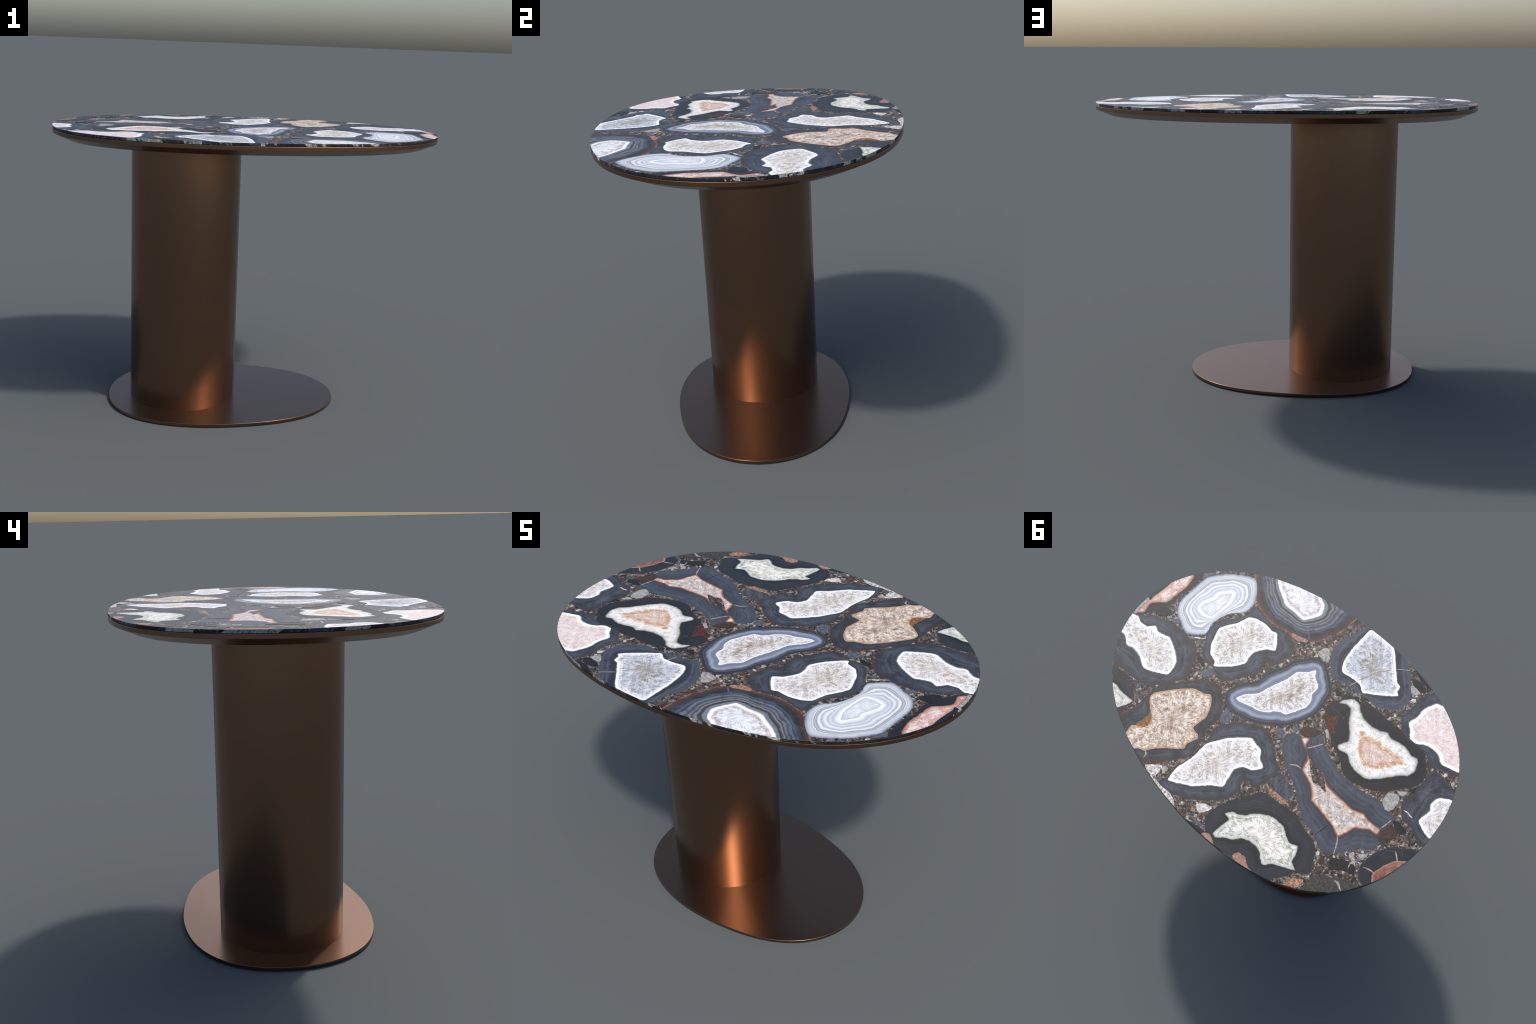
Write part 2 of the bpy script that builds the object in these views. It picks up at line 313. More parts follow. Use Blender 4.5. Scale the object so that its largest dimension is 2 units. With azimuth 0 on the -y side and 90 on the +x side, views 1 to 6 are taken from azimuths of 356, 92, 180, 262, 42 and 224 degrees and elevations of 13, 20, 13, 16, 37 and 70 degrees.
# ---------------------------------------------------------------- stone plan (millimetres on the table top)
# kind, control points of the rind, control points of the crystal core
STONES = [
    ('ringed', [(859, -315), (859, -226), (853, -115), (821, -60), (761, -26), (683, -4), (614, -73), (635, -137), (618, -233), (558, -313), (556, -373), (586, -430), (650, -492), (697, -482), (773, -429), (833, -359)],
     [(753, -157), (757, -192), (733, -256), (737, -292), (698, -349), (677, -341), (656, -289), (654, -218), (662, -157), (707, -144)]),
    ('brown_rind', [(686, -530), (621, -469), (552, -406), (482, -381), (421, -370), (344, -382), (272, -404), (194, -425), (157, -476), (117, -550), (103, -620), (98, -704), (72, -758), (198, -814), (482, -717), (649, -626)],
     [(579, -591), (470, -523), (425, -502), (364, -505), (304, -500), (290, -518), (256, -587), (284, -642), (326, -666), (302, -726), (514, -685)]),
    ('pale', [(618, -133), (609, -191), (546, -268), (536, -321), (535, -376), (471, -370), (410, -359), (360, -366), (298, -379), (249, -364), (206, -323), (201, -286), (215, -244), (220, -198), (249, -197), (271, -175), (249, -128), (254, -90), (297, -22), (350, 60), (429, 43), (526, 29), (581, -36), (616, -92)],
     [(575, -171), (535, -243), (518, -303), (479, -327), (426, -337), (372, -333), (339, -338), (279, -264), (314, -237), (350, -180), (351, -137), (339, -94), (374, -36), (442, 32), (458, 10), (506, -5), (549, -53), (569, -103), (585, -143)]),
    ('pale', [(949, 102), (907, 61), (844, 34), (801, 13), (744, 6), (672, 13), (600, 19), (561, 63), (527, 113), (500, 175), (541, 256), (562, 296), (598, 339), (646, 366), (712, 377), (775, 379), (846, 380), (904, 382), (1009, 276), (1052, 147), (1011, 106)],
     [(951, 112), (916, 126), (868, 122), (840, 87), (798, 102), (734, 82), (675, 107), (605, 155), (582, 235), (659, 284), (708, 298), (767, 267), (826, 256), (866, 268), (913, 237), (947, 236), (993, 231), (1036, 131), (985, 124)]),
    ('tan', [(559, 299), (504, 231), (447, 154), (384, 105), (329, 98), (278, 128), (231, 181), (208, 244), (209, 303), (193, 378), (163, 464), (195, 521), (245, 590), (305, 649), (330, 667), (432, 704), (548, 658), (592, 590), (590, 563), (568, 508), (562, 455), (567, 374)],
     [(552, 359), (489, 269), (424, 199), (366, 182), (335, 161), (298, 194), (262, 264), (267, 354), (222, 362), (205, 378), (225, 435), (220, 469), (299, 540), (343, 597), (350, 614), (377, 624), (407, 648), (480, 662), (491, 615), (499, 564), (459, 537), (445, 498), (463, 463), (546, 399)]),
    ('blue_halo', [(275, 112), (288, 78), (266, 9), (214, -75), (211, -146), (175, -222), (158, -286), (125, -347), (86, -382), (32, -390), (-20, -360), (-73, -324), (-106, -292), (-118, -251), (-130, -189), (-125, -131), (-96, -50), (-48, 24), (16, 80), (81, 119), (166, 143), (230, 141)],
     [(227, 78), (211, 38), (162, -23), (147, -82), (113, -190), (105, -250), (61, -293), (41, -327), (13, -294), (-27, -274), (-39, -252), (-40, -213), (-63, -183), (-68, -141), (-42, -75), (-21, -35), (7, -27), (35, -6), (49, 17), (95, 50), (132, 56), (195, 79)]),
    ('ice', [(28, -714), (35, -657), (56, -587), (61, -535), (51, -462), (-9, -397), (-46, -365), (-103, -375), (-147, -389), (-220, -400), (-277, -403), (-314, -400), (-382, -434), (-419, -471), (-425, -523), (-409, -574), (-361, -627), (-309, -678), (-272, -710), (-308, -746), (-131, -779), (6, -764)],
     [(-4, -713), (-100, -720), (-165, -715), (-224, -662), (-279, -607), (-311, -578), (-338, -571), (-347, -539), (-364, -523), (-318, -480), (-229, -410), (-204, -418), (-178, -433), (-121, -431), (-70, -421), (-43, -443), (-22, -491), (-10, -562), (-4, -640)]),
    ('rose', [(-495, -669), (-463, -597), (-470, -531), (-458, -453), (-495, -418), (-526, -384), (-581, -380), (-651, -391), (-684, -385), (-741, -352), (-771, -363), (-878, -406), (-926, -453), (-791, -645), (-546, -733)],
     [(-587, -646), (-543, -630), (-534, -608), (-516, -557), (-523, -504), (-511, -453), (-543, -426), (-572, -390), (-612, -390), (-642, -414), (-690, -430), (-738, -426), (-780, -397), (-825, -410), (-869, -423), (-893, -459), (-806, -595), (-654, -673)]),
    ('jet', [(-179, -330), (-216, -366), (-249, -376), (-307, -383), (-416, -385), (-523, -387), (-657, -384), (-732, -331), (-767, -272), (-755, -210), (-666, -84), (-597, -36), (-532, -14), (-469, -8), (-415, -37), (-346, -77), (-296, -98), (-215, -147), (-168, -180), (-144, -228), (-161, -273), (-167, -298)],
     [(-174, -278), (-183, -313), (-215, -349), (-257, -347), (-286, -323), (-333, -303), (-383, -300), (-435, -313), (-469, -333), (-502, -321), (-545, -331), (-578, -338), (-642, -324), (-669, -332), (-687, -318), (-708, -269), (-699, -229), (-666, -197), (-621, -134), (-579, -86), (-552, -66), (-489, -60), (-444, -72), (-401, -99), (-355, -86), (-333, -103), (-354, -155), (-332, -191), (-291, -229), (-269, -259), (-240, -297), (-208, -299)]),
    ('pale', [(157, 672), (159, 636), (171, 567), (151, 464), (159, 422), (155, 360), (170, 317), (176, 258), (151, 210), (118, 171), (55, 125), (5, 102), (-55, 108), (-112, 141), (-162, 180), (-211, 208), (-211, 259), (-203, 322), (-189, 361), (-149, 351), (-122, 384), (-145, 429), (-143, 462), (-114, 527), (-55, 586), (10, 638), (67, 670), (119, 690)],
     [(148, 638), (165, 567), (155, 501), (148, 449), (153, 416), (152, 364), (117, 303), (97, 271), (14, 185), (-13, 188), (-69, 196), (-98, 231), (-144, 256), (-116, 302), (-67, 325), (-47, 364), (-61, 425), (-73, 470), (-28, 502), (40, 575), (77, 598)]),
    ('slate', [(-109, 67), (-157, 122), (-213, 162), (-272, 185), (-342, 216), (-399, 259), (-487, 308), (-549, 319), (-614, 345), (-666, 359), (-706, 324), (-741, 284), (-770, 226), (-820, 189), (-840, 133), (-844, 88), (-818, 18), (-793, -17), (-734, -8), (-696, -25), (-634, -13), (-577, 0), (-506, 2), (-448, 2), (-396, -7), (-341, -28), (-273, -57), (-229, -84), (-205, -54), (-185, -4), (-126, 11)],
     [(-442, 208), (-414, 179), (-378, 153), (-317, 132), (-292, 122), (-276, 68), (-244, 36), (-188, 14), (-169, -5), (-206, -29), (-219, 16), (-269, 49), (-328, 68), (-385, 61), (-410, 78), (-449, 95), (-509, 98), (-572, 97), (-622, 97), (-675, 75), (-716, 83), (-768, 79), (-789, 77), (-797, 110), (-751, 120), (-722, 143), (-695, 163), (-684, 205), (-664, 253), (-608, 232), (-560, 224), (-501, 216)]),
    ('moss', [(-130, 637), (-131, 575), (-150, 513), (-173, 466), (-200, 422), (-217, 380), (-252, 345), (-291, 343), (-354, 330), (-423, 318), (-485, 334), (-535, 345), (-597, 356), (-631, 387), (-681, 455), (-689, 487), (-638, 526), (-623, 564), (-589, 615), (-572, 649), (-535, 674), (-512, 708), (-367, 736), (-263, 720), (-188, 688), (-158, 670)],
     [(-182, 561), (-205, 526), (-232, 518), (-267, 489), (-288, 457), (-348, 412), (-391, 403), (-439, 404), (-477, 426), (-516, 442), (-559, 428), (-580, 461), (-592, 502), (-635, 523), (-583, 551), (-528, 582), (-502, 614), (-473, 602), (-447, 581), (-408, 571), (-367, 576), (-332, 593), (-310, 624), (-268, 651), (-239, 679), (-213, 675), (-214, 627), (-218, 568)]),
    ('rust', [(-858, 309), (-847, 267), (-851, 223), (-860, 167), (-891, 110), (-936, 75), (-982, 41), (-1055, 56), (-1008, 305), (-912, 343)],
     [(-921, 282), (-916, 258), (-925, 214), (-940, 170), (-956, 140), (-998, 107), (-1024, 174), (-965, 318)]),
    ('pale', [(-774, -341), (-824, -347), (-921, -330), (-965, -343), (-1021, -246), (-1046, -91), (-987, 3), (-932, -22), (-877, -40), (-831, -43), (-775, -106), (-775, -149), (-784, -202), (-776, -274)],
     [(-947, -288), (-894, -254), (-884, -227), (-884, -196), (-904, -167), (-895, -94), (-932, -71), (-990, -59), (-1041, -97), (-993, -279)]),
    ('moss', [(830, 403), (774, 398), (692, 392), (646, 425), (600, 467), (599, 525), (593, 566), (647, 592), (802, 478), (833, 427)],
     [(756, 472), (729, 467), (689, 474), (633, 472), (597, 470), (610, 516), (632, 554), (685, 564), (760, 504)]),
    ('coral', [(902, -324), (880, -279), (874, -197), (889, -131), (881, -80), (893, -11), (910, 35), (938, 70), (972, 100), (980, -154), (971, -270)],
     [(924, -279), (906, -246), (895, -198), (899, -128), (902, -56), (939, -23), (963, 16), (945, 69), (973, 98), (982, 41), (982, -32), (979, -153), (967, -267)]),
    ('shard_pale', [(999, -14), (975, 0), (968, 85), (977, 112), (1027, 122), (1053, -5)]),
    ('shard_dark', [(978, -2), (980, -30), (977, -151), (1022, -131), (1008, -20)]),
    ('shard_dark', [(908, 18), (888, -37), (828, -24), (877, 35)]),
    ('shard_olive', [(-714, 572), (-711, 517), (-732, 451), (-757, 431), (-803, 415), (-826, 393), (-866, 376), (-911, 366), (-921, 447), (-779, 587)]),
    ('shard_dark', [(-715, 363), (-719, 350), (-773, 312), (-801, 307), (-827, 305), (-847, 338), (-789, 365), (-746, 402)]),
    ('shard_striped', [(-226, 300), (-233, 218), (-270, 213), (-349, 246), (-358, 274), (-356, 289), (-299, 308)]),
    ('shard_orange', [(-217, 302), (-250, 307), (-314, 300), (-377, 305), (-380, 314), (-314, 324), (-263, 325)]),
    ('shard_blue', [(208, 211), (217, 160), (168, 165), (157, 200), (178, 228)]),
    ('shard_pale', [(-696, -44), (-693, -90), (-729, -119), (-755, -102), (-766, -52), (-755, -22), (-722, -21)]),
    ('shard_pale', [(101, -405), (103, -452), (78, -470), (34, -424), (33, -404)]),
    ('shard_pink', [(282, -401), (240, -415), (196, -427), (193, -412), (225, -387), (271, -384)]),
    ('shard_white', [(-48, 633), (-71, 598), (-113, 587), (-111, 613), (-88, 648)]),
    ('shard_blue', [(-47, 689), (-92, 681), (-146, 681), (-176, 687), (-152, 693), (-89, 695)]),
    ('shard_dark', [(-60, 724), (-96, 707), (-153, 699), (-194, 694), (-180, 725), (-81, 733)]),
    ('shard_dark', [(-354, -654), (-408, -667), (-448, -653), (-455, -639), (-439, -624), (-380, -632)]),
    ('shard_pale', [(-377, -623), (-443, -617), (-412, -583)]),
    ('shard_dark', [(-328, -704), (-411, -670), (-479, -677), (-467, -698), (-347, -722)]),
    ('shard_pale', [(219, 620), (214, 596), (192, 599), (197, 623)]),
    ('shard_blue', [(200, 677), (189, 653), (173, 662), (178, 686)]),
    ('shard_white', [(289, 664), (232, 608), (215, 629), (213, 677), (247, 679)]),
    ('shard_white', [(231, 683), (156, 683), (64, 685), (18, 725), (37, 738), (174, 713)]),
    ('shard_dark', [(-807, 5), (-819, -13), (-882, -9), (-894, 9), (-864, 32)]),
    ('shard_brown', [(-806, 108), (-804, 32), (-833, 21), (-870, 38), (-855, 107), (-840, 133)]),
    ('shard_pink', [(-363, 687), (-374, 652), (-418, 650), (-451, 670), (-480, 677), (-433, 699)]),
    ('shard_pink', [(-174, 719), (-200, 688), (-260, 712), (-243, 729)]),
    ('shard_orange', [(-641, 610), (-641, 575), (-695, 528), (-695, 579)]),
    ('shard_blue', [(888, -323), (856, -362), (851, -345), (865, -308)]),
    ('shard_blue', [(809, 0), (780, -29), (756, -24), (778, 4)]),
    ('shard_dark', [(537, 67), (539, 41), (498, 50), (480, 73)]),
    ('shard_blue', [(469, 90), (429, 50), (411, 79), (435, 117)]),
    ('shard_blue', [(-46, 52), (-55, 36), (-92, 38), (-97, 79), (-65, 71)]),
    ('shard_brown', [(-138, -19), (-143, -57), (-204, -92), (-223, -85), (-209, -44), (-163, -12)]),
    ('shard_pale', [(-232, -113), (-235, -128), (-275, -98), (-257, -92)]),
    ('shard_dark', [(-107, -326), (-148, -333), (-136, -301)]),
    ('shard_pale', [(-719, -131), (-755, -160), (-757, -132), (-737, -124)]),
    ('shard_dark', [(-758, -175), (-773, -221), (-781, -180)]),
    ('shard_pale', [(-802, 248), (-831, 213), (-830, 255)]),
    ('shard_pale', [(-764, 279), (-776, 256), (-810, 287), (-787, 292)]),
    ('shard_breccia', [(-279, 53), (-328, 68), (-387, 66), (-464, 126), (-410, 124), (-380, 135), (-327, 94)]),
    ('shard_rusty', [(-164, -190), (-192, -191), (-223, -222), (-258, -171), (-278, -139), (-263, -117), (-216, -142)]),
    ('shard_amber', [(490, 549), (450, 528), (444, 496), (459, 466), (485, 449), (482, 475), (486, 512)]),
    ('shard_vein', [(-663, 254), (-682, 283), (-708, 328), (-711, 327), (-688, 279), (-666, 252)]),
    ('shard_vein', [(-789, 73), (-795, 44), (-798, 6), (-795, 6), (-789, 43), (-786, 72)]),
    ('shard_dark', [(-578, 319), (-586, 285), (-591, 243), (-589, 243), (-582, 284), (-576, 319)]),
    ('shard_vein', [(-234, 21), (-256, -9), (-275, -49), (-272, -51), (-250, -13), (-231, 19)]),
    ('shard_vein', [(-231, 150), (-259, 132), (-285, 125), (-284, 121), (-255, 124), (-229, 147)]),
    ('shard_vein', [(-262, -636), (-288, -656), (-315, -678), (-314, -680), (-286, -659), (-260, -638)]),
    ('shard_vein', [(-163, -456), (-199, -540), (-240, -606), (-237, -608), (-193, -544), (-160, -458)]),
    ('shard_vein', [(-149, -389), (-154, -409), (-162, -432), (-160, -433), (-150, -411), (-146, -390)]),
    ('shard_blue', [(192, -438), (217, -461), (247, -466), (247, -462), (220, -453), (194, -435)]),
    ('shard_vein', [(-960, 138), (-938, 118), (-918, 106), (-916, 109), (-934, 124), (-958, 141)]),
    ('shard_vein', [(-920, 261), (-889, 262), (-859, 276), (-860, 279), (-891, 269), (-920, 264)]),
    ('shard_brown', [(-806, 495), (-773, 467), (-734, 451), (-732, 454), (-770, 472), (-804, 497)]),
    ('shard_vein', [(-859, 436), (-826, 417), (-806, 421), (-806, 427), (-823, 428), (-857, 441)]),
    ('shard_white', [(659, 4), (627, -17), (592, -46), (594, -49), (631, -23), (661, 1)]),
    ('shard_vein', [(351, 612), (335, 623), (326, 646), (323, 645), (329, 619), (349, 609)]),
    ('shard_vein', [(-811, 333), (-805, 308), (-817, 297), (-815, 294), (-798, 306), (-808, 334)]),
    ('shard_white', [(-809, -77), (-830, -77), (-860, -76), (-860, -80), (-829, -85), (-809, -81)]),
    ('shard_vein', [(-230, -381), (-240, -363), (-254, -363), (-254, -365), (-242, -366), (-232, -382)]),
]

# ---------------------------------------------------------------- builders
table = bpy.data.objects.new("pedestal_table", None)
bpy.context.scene.collection.objects.link(table)
table["label"] = "oval dining table with agate stone top and bronze pedestal"
table["category"] = "table"

def add(name, mesh, parent, loc=(0, 0, 0)):
    o = bpy.data.objects.new(name, mesh)
    bpy.context.scene.collection.objects.link(o)
    o.parent = parent
    o.location = loc
    return o

def lofted(name, rings, mat, cap_bottom=True, cap_top=True, smooth_angle=30):
    """Skin between closed rings [(xy array, z)] from bottom to top."""
    bm = bmesh.new()
    vs = [[bm.verts.new((x, y, z)) for x, y in P] for P, z in rings]
    n = len(vs[0])
    for a, b in zip(vs, vs[1:]):
        for i in range(n):
            bm.faces.new((a[i], a[(i + 1) % n], b[(i + 1) % n], b[i]))
    if cap_bottom:
        bm.faces.new(vs[0][::-1])
    if cap_top:
        bm.faces.new(vs[-1])
    me = bpy.data.meshes.new(name)
    bm.to_mesh(me)
    bm.free()
    me.materials.append(mat)
    me.shade_smooth()
    me.set_sharp_from_angle(angle=math.radians(smooth_angle))
    for f in me.polygons:                                 # caps stay dead flat
        if len(f.vertices) > 4:
            f.use_smooth = False
            for k in f.loop_indices:
                me.attributes["sharp_edge"].data[me.loops[k].edge_index].value = True
    return me

BRONZE, PLATE, GAPMAT = bronze("bronze", 0.28), bronze("bronze_plate", 0.28), dark_gap()

# base plate: rounded arris, its dark shadow line below modelled as a thin black plate
base = add("base_plate", lofted("base_plate", [
    (inset(BASE, 0.0010), 0.0022), (BASE, 0.0032), (BASE, BASE_H - 0.0020), (BASE, BASE_H - 0.0009), (inset(BASE, 0.0003), BASE_H - 0.0003), (inset(BASE, 0.0009), BASE_H)], PLATE, smooth_angle=50), table)
add("base_shadow_plate", lofted("base_shadow_plate", [(inset(BASE, 0.0025), 0.0), (inset(BASE, 0.0025), 0.003)], GAPMAT), base)

# column: a tube rolled in twenty flats
R = 0.2868
ring = np.array([(-0.313 + R * math.cos(2 * math.pi * k / 20), R * math.sin(2 * math.pi * k / 20)) for k in range(20)])
Z_RIM_TOP = H - SLAB - GAP
Z_UNDER = Z_RIM_TOP - RIM - BEVEL_DROP
column_me = lofted("column", [(ring, BASE_H - 0.003), (ring, Z_UNDER + 0.004)], BRONZE, smooth_angle=60)
# the sheet is shaded as if it closed in very slightly at both ends
FLARE_LOW, FLARE_TOP = math.radians(5), math.radians(3)
normals = []
for v in column_me.vertices:
    out = Vector((v.co.x + 0.313, v.co.y, 0)).normalized()
    tilt = FLARE_TOP if v.co.z > 0.5 else -FLARE_LOW
    normals.append(out * math.cos(tilt) + Vector((0, 0, math.sin(tilt))))
loop_normals = []
for f in column_me.polygons:
    for k in f.loop_indices:
        loop_normals.append(f.normal.copy() if abs(f.normal.z) > 0.9 else normals[column_me.loops[k].vertex_index])
column_me.normals_split_custom_set(loop_normals)
add("column", column_me, table)

# rim tray under the slab: vertical band, then a wide chamfer to the flat underside
rim = add("rim_frame", lofted("rim_frame", [
    (inset(TOP, BEVEL_IN), Z_UNDER), (inset(TOP, 0.0012), Z_RIM_TOP - RIM - 0.0006), (TOP, Z_RIM_TOP - RIM + 0.0006),
    (TOP, Z_RIM_TOP - RIM + 0.0016), (TOP, Z_RIM_TOP - 0.0026), (TOP, Z_RIM_TOP - 0.0016), (inset(TOP, 0.0005), Z_RIM_TOP - 0.0005), (inset(TOP, 0.0016), Z_RIM_TOP)], BRONZE, smooth_angle=20), table)
add("shadow_gap", lofted("shadow_gap", [(inset(TOP, 0.004), Z_RIM_TOP - 0.001), (inset(TOP, 0.004), Z_RIM_TOP + GAP + 0.001)], GAPMAT, False, False), rim)

# slab
MATTER = breccia()
slab_me = lofted("tabletop", [(inset(TOP, 0.0008), H - SLAB), (TOP, H - SLAB + 0.001), (TOP, H - 0.0008), (inset(TOP, 0.0008), H)], MATTER, smooth_angle=20)
slab_me.materials.append(slab_side())
for f in slab_me.polygons:
    if abs(f.normal.z) < 0.9:
        f.material_index = 1
slab = add("tabletop", slab_me, table)
CLIP = inset(TOP, 0.0009)

def spline(ctrl, step, curve):
    """Closed curve through control points; curve=0 straight facets, 1 fully rounded."""
    P = np.array(ctrl, float) / 1000
    n = len(P)
    out = []
    for i in range(n):
        p0, p1, p2, p3 = P[i - 1], P[i], P[(i + 1) % n], P[(i + 2) % n]
        k = max(2, int(np.hypot(*(p2 - p1)) / step))
        for t in np.arange(k) / k:
            cr = 0.5 * (2 * p1 + (p2 - p0) * t + (2 * p0 - 5 * p1 + 4 * p2 - p3) * t * t + (3 * p1 - p0 - 3 * p2 + p3) * t ** 3)
            out.append(curve * cr + (1 - curve) * (p1 + (p2 - p1) * t))
    return np.array(out)

def roughen(P, amp, freq, seed):
    T = np.roll(P, -1, 0) - np.roll(P, 1, 0)
    T /= np.hypot(T[:, 0], T[:, 1])[:, None] + 1e-9
    d = np.array([noise.fractal(Vector((x * freq, y * freq, seed)), 0.8, 2.1, 5) for x, y in P])
    return P + amp * d[:, None] * np.stack([-T[:, 1], T[:, 0]], 1)

def inside(Q, poly):
    x, y = Q[:, 0][:, None], Q[:, 1][:, None]
    ax, ay = poly[:, 0], poly[:, 1]
    bx, by = np.roll(ax, -1), np.roll(ay, -1)
    cross = ((ay > y) != (by > y)) & (x < (bx - ax) * (y - ay) / (by - ay + 1e-15) + ax)
    return cross.sum(1) % 2 == 1

def dist(Q, poly):
    A, B = poly, np.roll(poly, -1, 0)
    D = B - A
    L = (D ** 2).sum(1) + 1e-15
    best = np.full(len(Q), 9.0)
    for s in range(0, len(Q), 1500):
        q = Q[s:s + 1500]
        rel = q[:, None] - A[None]
        t = np.clip((rel * D).sum(2) / L, 0, 1)
        best[s:s + 1500] = np.sqrt(((rel - t[..., None] * D) ** 2).sum(2)).min(1)
    return best

def piece(name, verts2, tris, height, centre, mats, tri_mat, skirt=0.003):
    """Plate with relief `height` above the slab and a skirt down into it."""
    used = np.unique(tris)
    re = -np.ones(len(verts2), int)
    re[used] = np.arange(len(used))
    T = re[tris]
    V = verts2[used] - centre
    n = len(used)
    edges = {}
    for a, b, d in T:
        for e in ((a, b), (b, d), (d, a)):
            edges[e] = True
    rimE = [e for e in edges if (e[1], e[0]) not in edges]
    low = {}
    co = [(x, y, h) for (x, y), h in zip(V, height[used])]
    for a, b in rimE:
        for v in (a, b):
            if v not in low:
                low[v] = len(co)
                co.append((V[v][0], V[v][1], -skirt))
    faces = [tuple(int(i) for i in t) for t in T] + [(int(b), int(a), low[a], low[b]) for a, b in rimE]
    me = bpy.data.meshes.new(name)
    me.from_pydata(co, [], faces)
    for m in mats:
        me.materials.append(m)
    idx = np.zeros(len(faces), int)
    idx[:len(T)] = tri_mat
    me.polygons.foreach_set("material_index", idx)
    me.update()
    return me

MATS = {}
def band_mat(k):
    if k not in BANDS: return None
    if ("b", k) not in MATS:
        MATS["b", k] = agate_band(k + "_agate", **BANDS[k])
    return MATS["b", k]
def core_mat(k):
    if ("c", k) not in MATS:
        MATS["c", k] = crystal(k + "_crystal", **CORES[k])
    return MATS["c", k]
def shard_mat(k):
    if ("s", k) not in MATS:
        MATS["s", k] = MATTER if k == "breccia" else shard_material(k + "_shard", *SHARDS[k])
    return MATS["s", k]

CORE_REACH = 0.11       # metres from rim to "middle" of a crystal core
PROUD = 0.0002
taken = []
OVERLAID = {"shard_vein", "shard_breccia", "shard_rusty", "shard_amber", "shard_brown", "shard_dark", "shard_blue", "shard_white", "shard_pink"}
RAGGED = {"ringed": 0.002, "brown_rind": 0.003, "blue_halo": 0.0035, "shard_vein": 0.0008, "shard_breccia": 0.003}
for si, entry in enumerate(STONES):
    kind, outer = entry[0], entry[1]
    core = entry[2] if len(entry) > 2 else None
    big = core is not None
    P = roughen(spline(outer, 0.004, 0.85), RAGGED.get(kind, 0.0065 if big else 0.003), 55, si * 3.1)
    if big:                                               # slices almost touch: fill their sockets
        area = np.sum(P[:, 0] * np.roll(P[:, 1], -1) - np.roll(P[:, 0], -1) * P[:, 1])
        P = inset(P, -0.004 if area > 0 else 0.004)
    taken.append(P)
    loops = [P]
    if big:
        C = roughen(spline(core, 0.005, 0.55), 0.0022, 60, si * 5.7)
        loops.append(C)
    lo, hi = P.min(0), P.max(0)
    step = 0.006 if big else 0.012
    gx, gy = np.meshgrid(np.arange(lo[0], hi[0], step), np.arange(lo[1], hi[1], step * 0.87))
    gx = gx + (np.arange(gx.shape[0]) % 2)[:, None] * step / 2
    G = np.stack([gx.ravel(), gy.ravel()], 1)
    G = G[inside(G, P) & inside(G, CLIP)]
    near = np.minimum(dist(G, P), dist(G, CLIP)) if len(G) else np.zeros(0)
    if big and len(G):
        near = np.minimum(near, dist(G, C))
    G = G[near > step * 0.4]
    crosses = not inside(P, CLIP).all()
    if crosses:
        loops.append(CLIP)
    pts, edges = [], []
    for L in loops:
        b = len(pts)
        pts += [tuple(p) for p in L]
        edges += [(b + i, b + (i + 1) % len(L)) for i in range(len(L))]
    pts += [tuple(p) for p in G]
    V, _, F, *_ = delaunay_2d_cdt([Vector(p) for p in pts], edges, [], 0, 1e-6)
    V = np.array([tuple(v) for v in V])
    F = np.array([f for f in F if len(f) == 3])
    cen = V[F].mean(1)
    keep = inside(cen, CLIP) & (inside(cen, P) | (inside(cen, C) if big else False))
    F, cen = F[keep], cen[keep]
    e1, e2 = V[F[:, 1]] - V[F[:, 0]], V[F[:, 2]] - V[F[:, 0]]
    flip = e1[:, 0] * e2[:, 1] - e1[:, 1] * e2[:, 0] < 0
    F[flip] = F[flip][:, ::-1]
    if big:
        is_core = inside(cen, C)
        dC, dP = dist(V, C), dist(V, P)
        inC = inside(V, C)
        on = dC < 1e-5
        band_h = np.where(on, 1.0, dP / (dP + dC + 1e-9)) * RISE
        core_h = (1 + np.where(inC | on, np.minimum(dC / CORE_REACH, 1.0), 0)) * RISE
        clipped_core = C[inside(C, CLIP)]
        for part, sel, h, mat, at in (("agate_slice", ~is_core, band_h, band_mat(kind), P[inside(P, CLIP)].mean(0)), ("crystal_core", is_core, core_h, core_mat(kind), clipped_core.mean(0))):
            if sel.any():
                at = np.asarray(at)
                add(part, piece(part, V, F[sel], h, at, [mat], 0), slab, (at[0], at[1], H + PROUD))
    else:
        at = P.mean(0)
        add("stone_shard", piece("stone_shard", V, F, np.zeros(len(V)), at, [shard_mat(kind[6:])], 0, 0.004), slab, (at[0], at[1], H + (0.0009 if kind in OVERLAID else 0.00025) + 0.000006 * si))

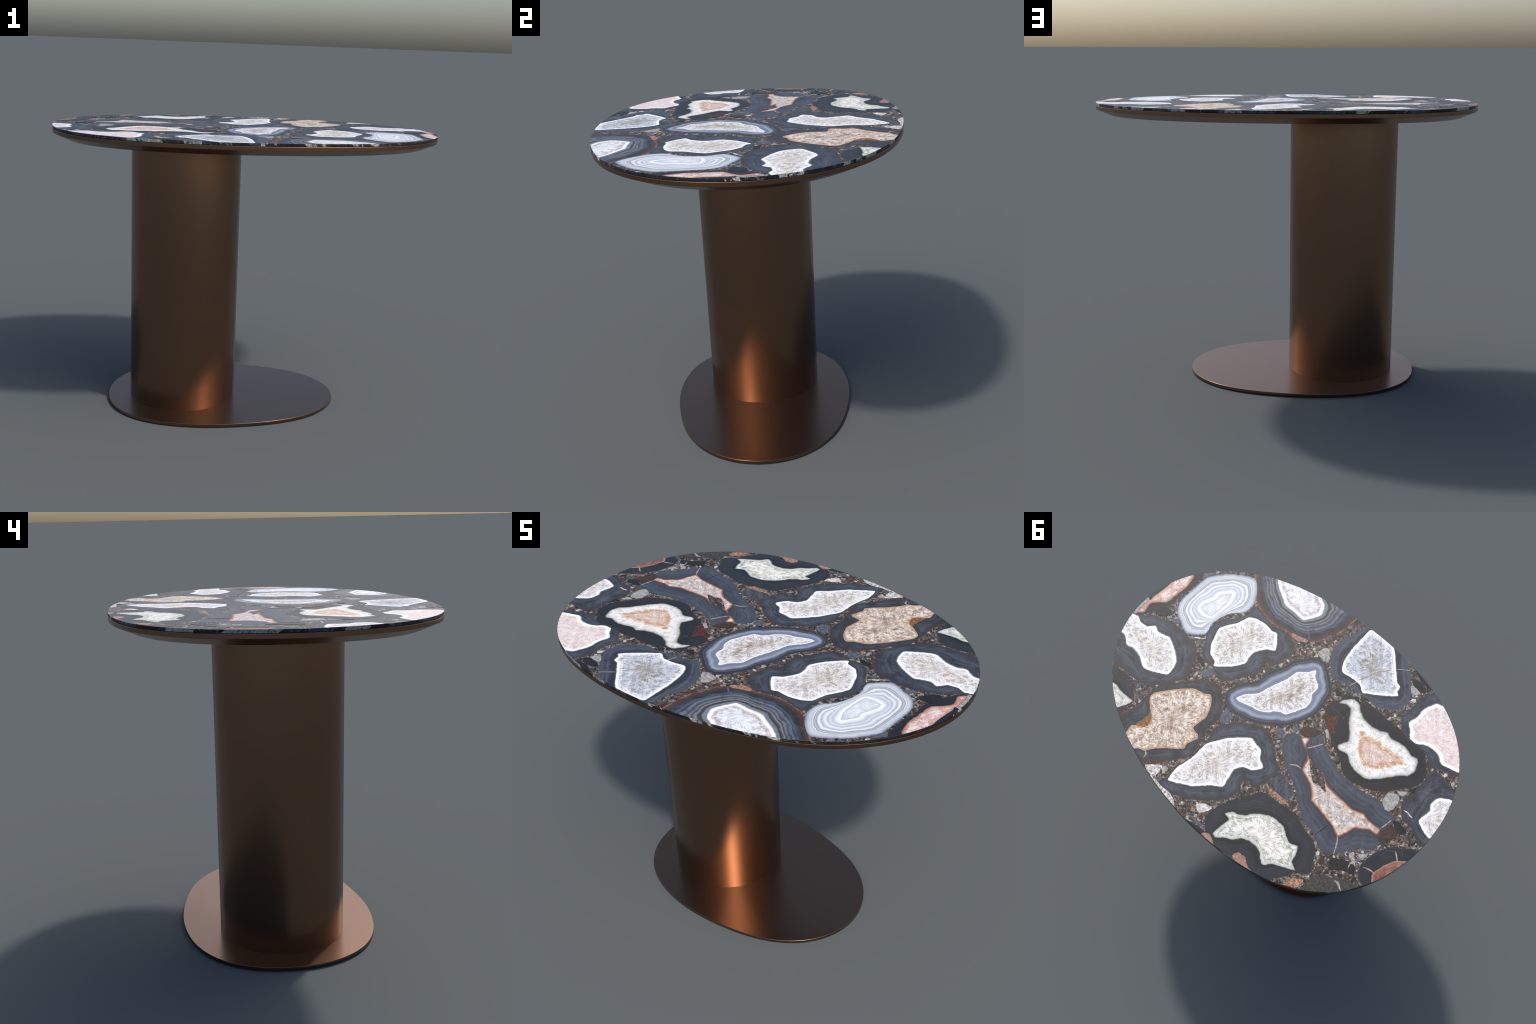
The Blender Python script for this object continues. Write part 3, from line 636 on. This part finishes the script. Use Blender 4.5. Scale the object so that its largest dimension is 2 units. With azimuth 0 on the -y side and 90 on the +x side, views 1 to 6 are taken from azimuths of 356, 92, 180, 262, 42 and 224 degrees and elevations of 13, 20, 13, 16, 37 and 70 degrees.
# ---------------------------------------------------------------- breccia chips between the agates
def chip_mesh(kind, seed):
    r = random.Random(seed)
    n = r.randint(4, 7)
    ring = []
    for k in range(n):
        a = 2 * math.pi * (k + r.uniform(-0.3, 0.3)) / n
        q = r.uniform(0.7, 1.1)
        ring.append((q * math.cos(a), 0.72 * q * math.sin(a)))
    bm = bmesh.new()
    top = [bm.verts.new((x * 0.92, y * 0.92, 0.0002)) for x, y in ring]
    mid = [bm.verts.new((x, y, 0.0)) for x, y in ring]
    low = [bm.verts.new((x, y, -0.002)) for x, y in ring]
    bm.faces.new(top)
    for A, B in ((mid, top), (low, mid)):
        for i in range(n):
            bm.faces.new((A[i], A[(i + 1) % n], B[(i + 1) % n], B[i]))
    me = bpy.data.meshes.new("stone_chip")
    bm.to_mesh(me)
    bm.free()
    me.materials.append(shard_mat(kind))
    return me

kinds = ["dark"] * 6 + ["blue"] * 5 + ["pale"] * 3 + ["white"] + ["brown"] * 5 + ["pink", "olive", "olive", "olive", "orange", "rusty"]
variants = [chip_mesh(k, 100 + i) for i, k in enumerate(kinds)]
cand = np.array([(rng.uniform(-1, 1), rng.uniform(-0.72, 0.72)) for _ in range(9000)])
cand = cand[inside(cand, inset(TOP, 0.012))]
clear = dist(cand, CLIP)
free = np.ones(len(cand), bool)
for P in taken:
    free &= ~inside(cand, P)
cand = cand[free]
gap = np.min([dist(cand, P) for P in taken], axis=0)
placed = []
for p, g in sorted(zip(cand.tolist(), gap.tolist()), key=lambda t: -t[1]):
    size = min(rng.uniform(0.010, 0.026) if rng.random() < 0.4 else rng.uniform(0.005, 0.011), g * 0.95 + 0.002)
    if size < 0.0045 or len(placed) >= 290:
        continue
    if any((p[0] - q[0]) ** 2 + (p[1] - q[1]) ** 2 < (0.85 * (size + s)) ** 2 for q, s in placed):
        continue
    placed.append((p, size))
    me = variants[rng.randrange(len(variants))]
    o = add("stone_chip", me, slab, (p[0], p[1], H + 0.0001))
    o.rotation_euler = (0, 0, rng.uniform(0, 6.283))
    o.scale = (size, size, 1.0)
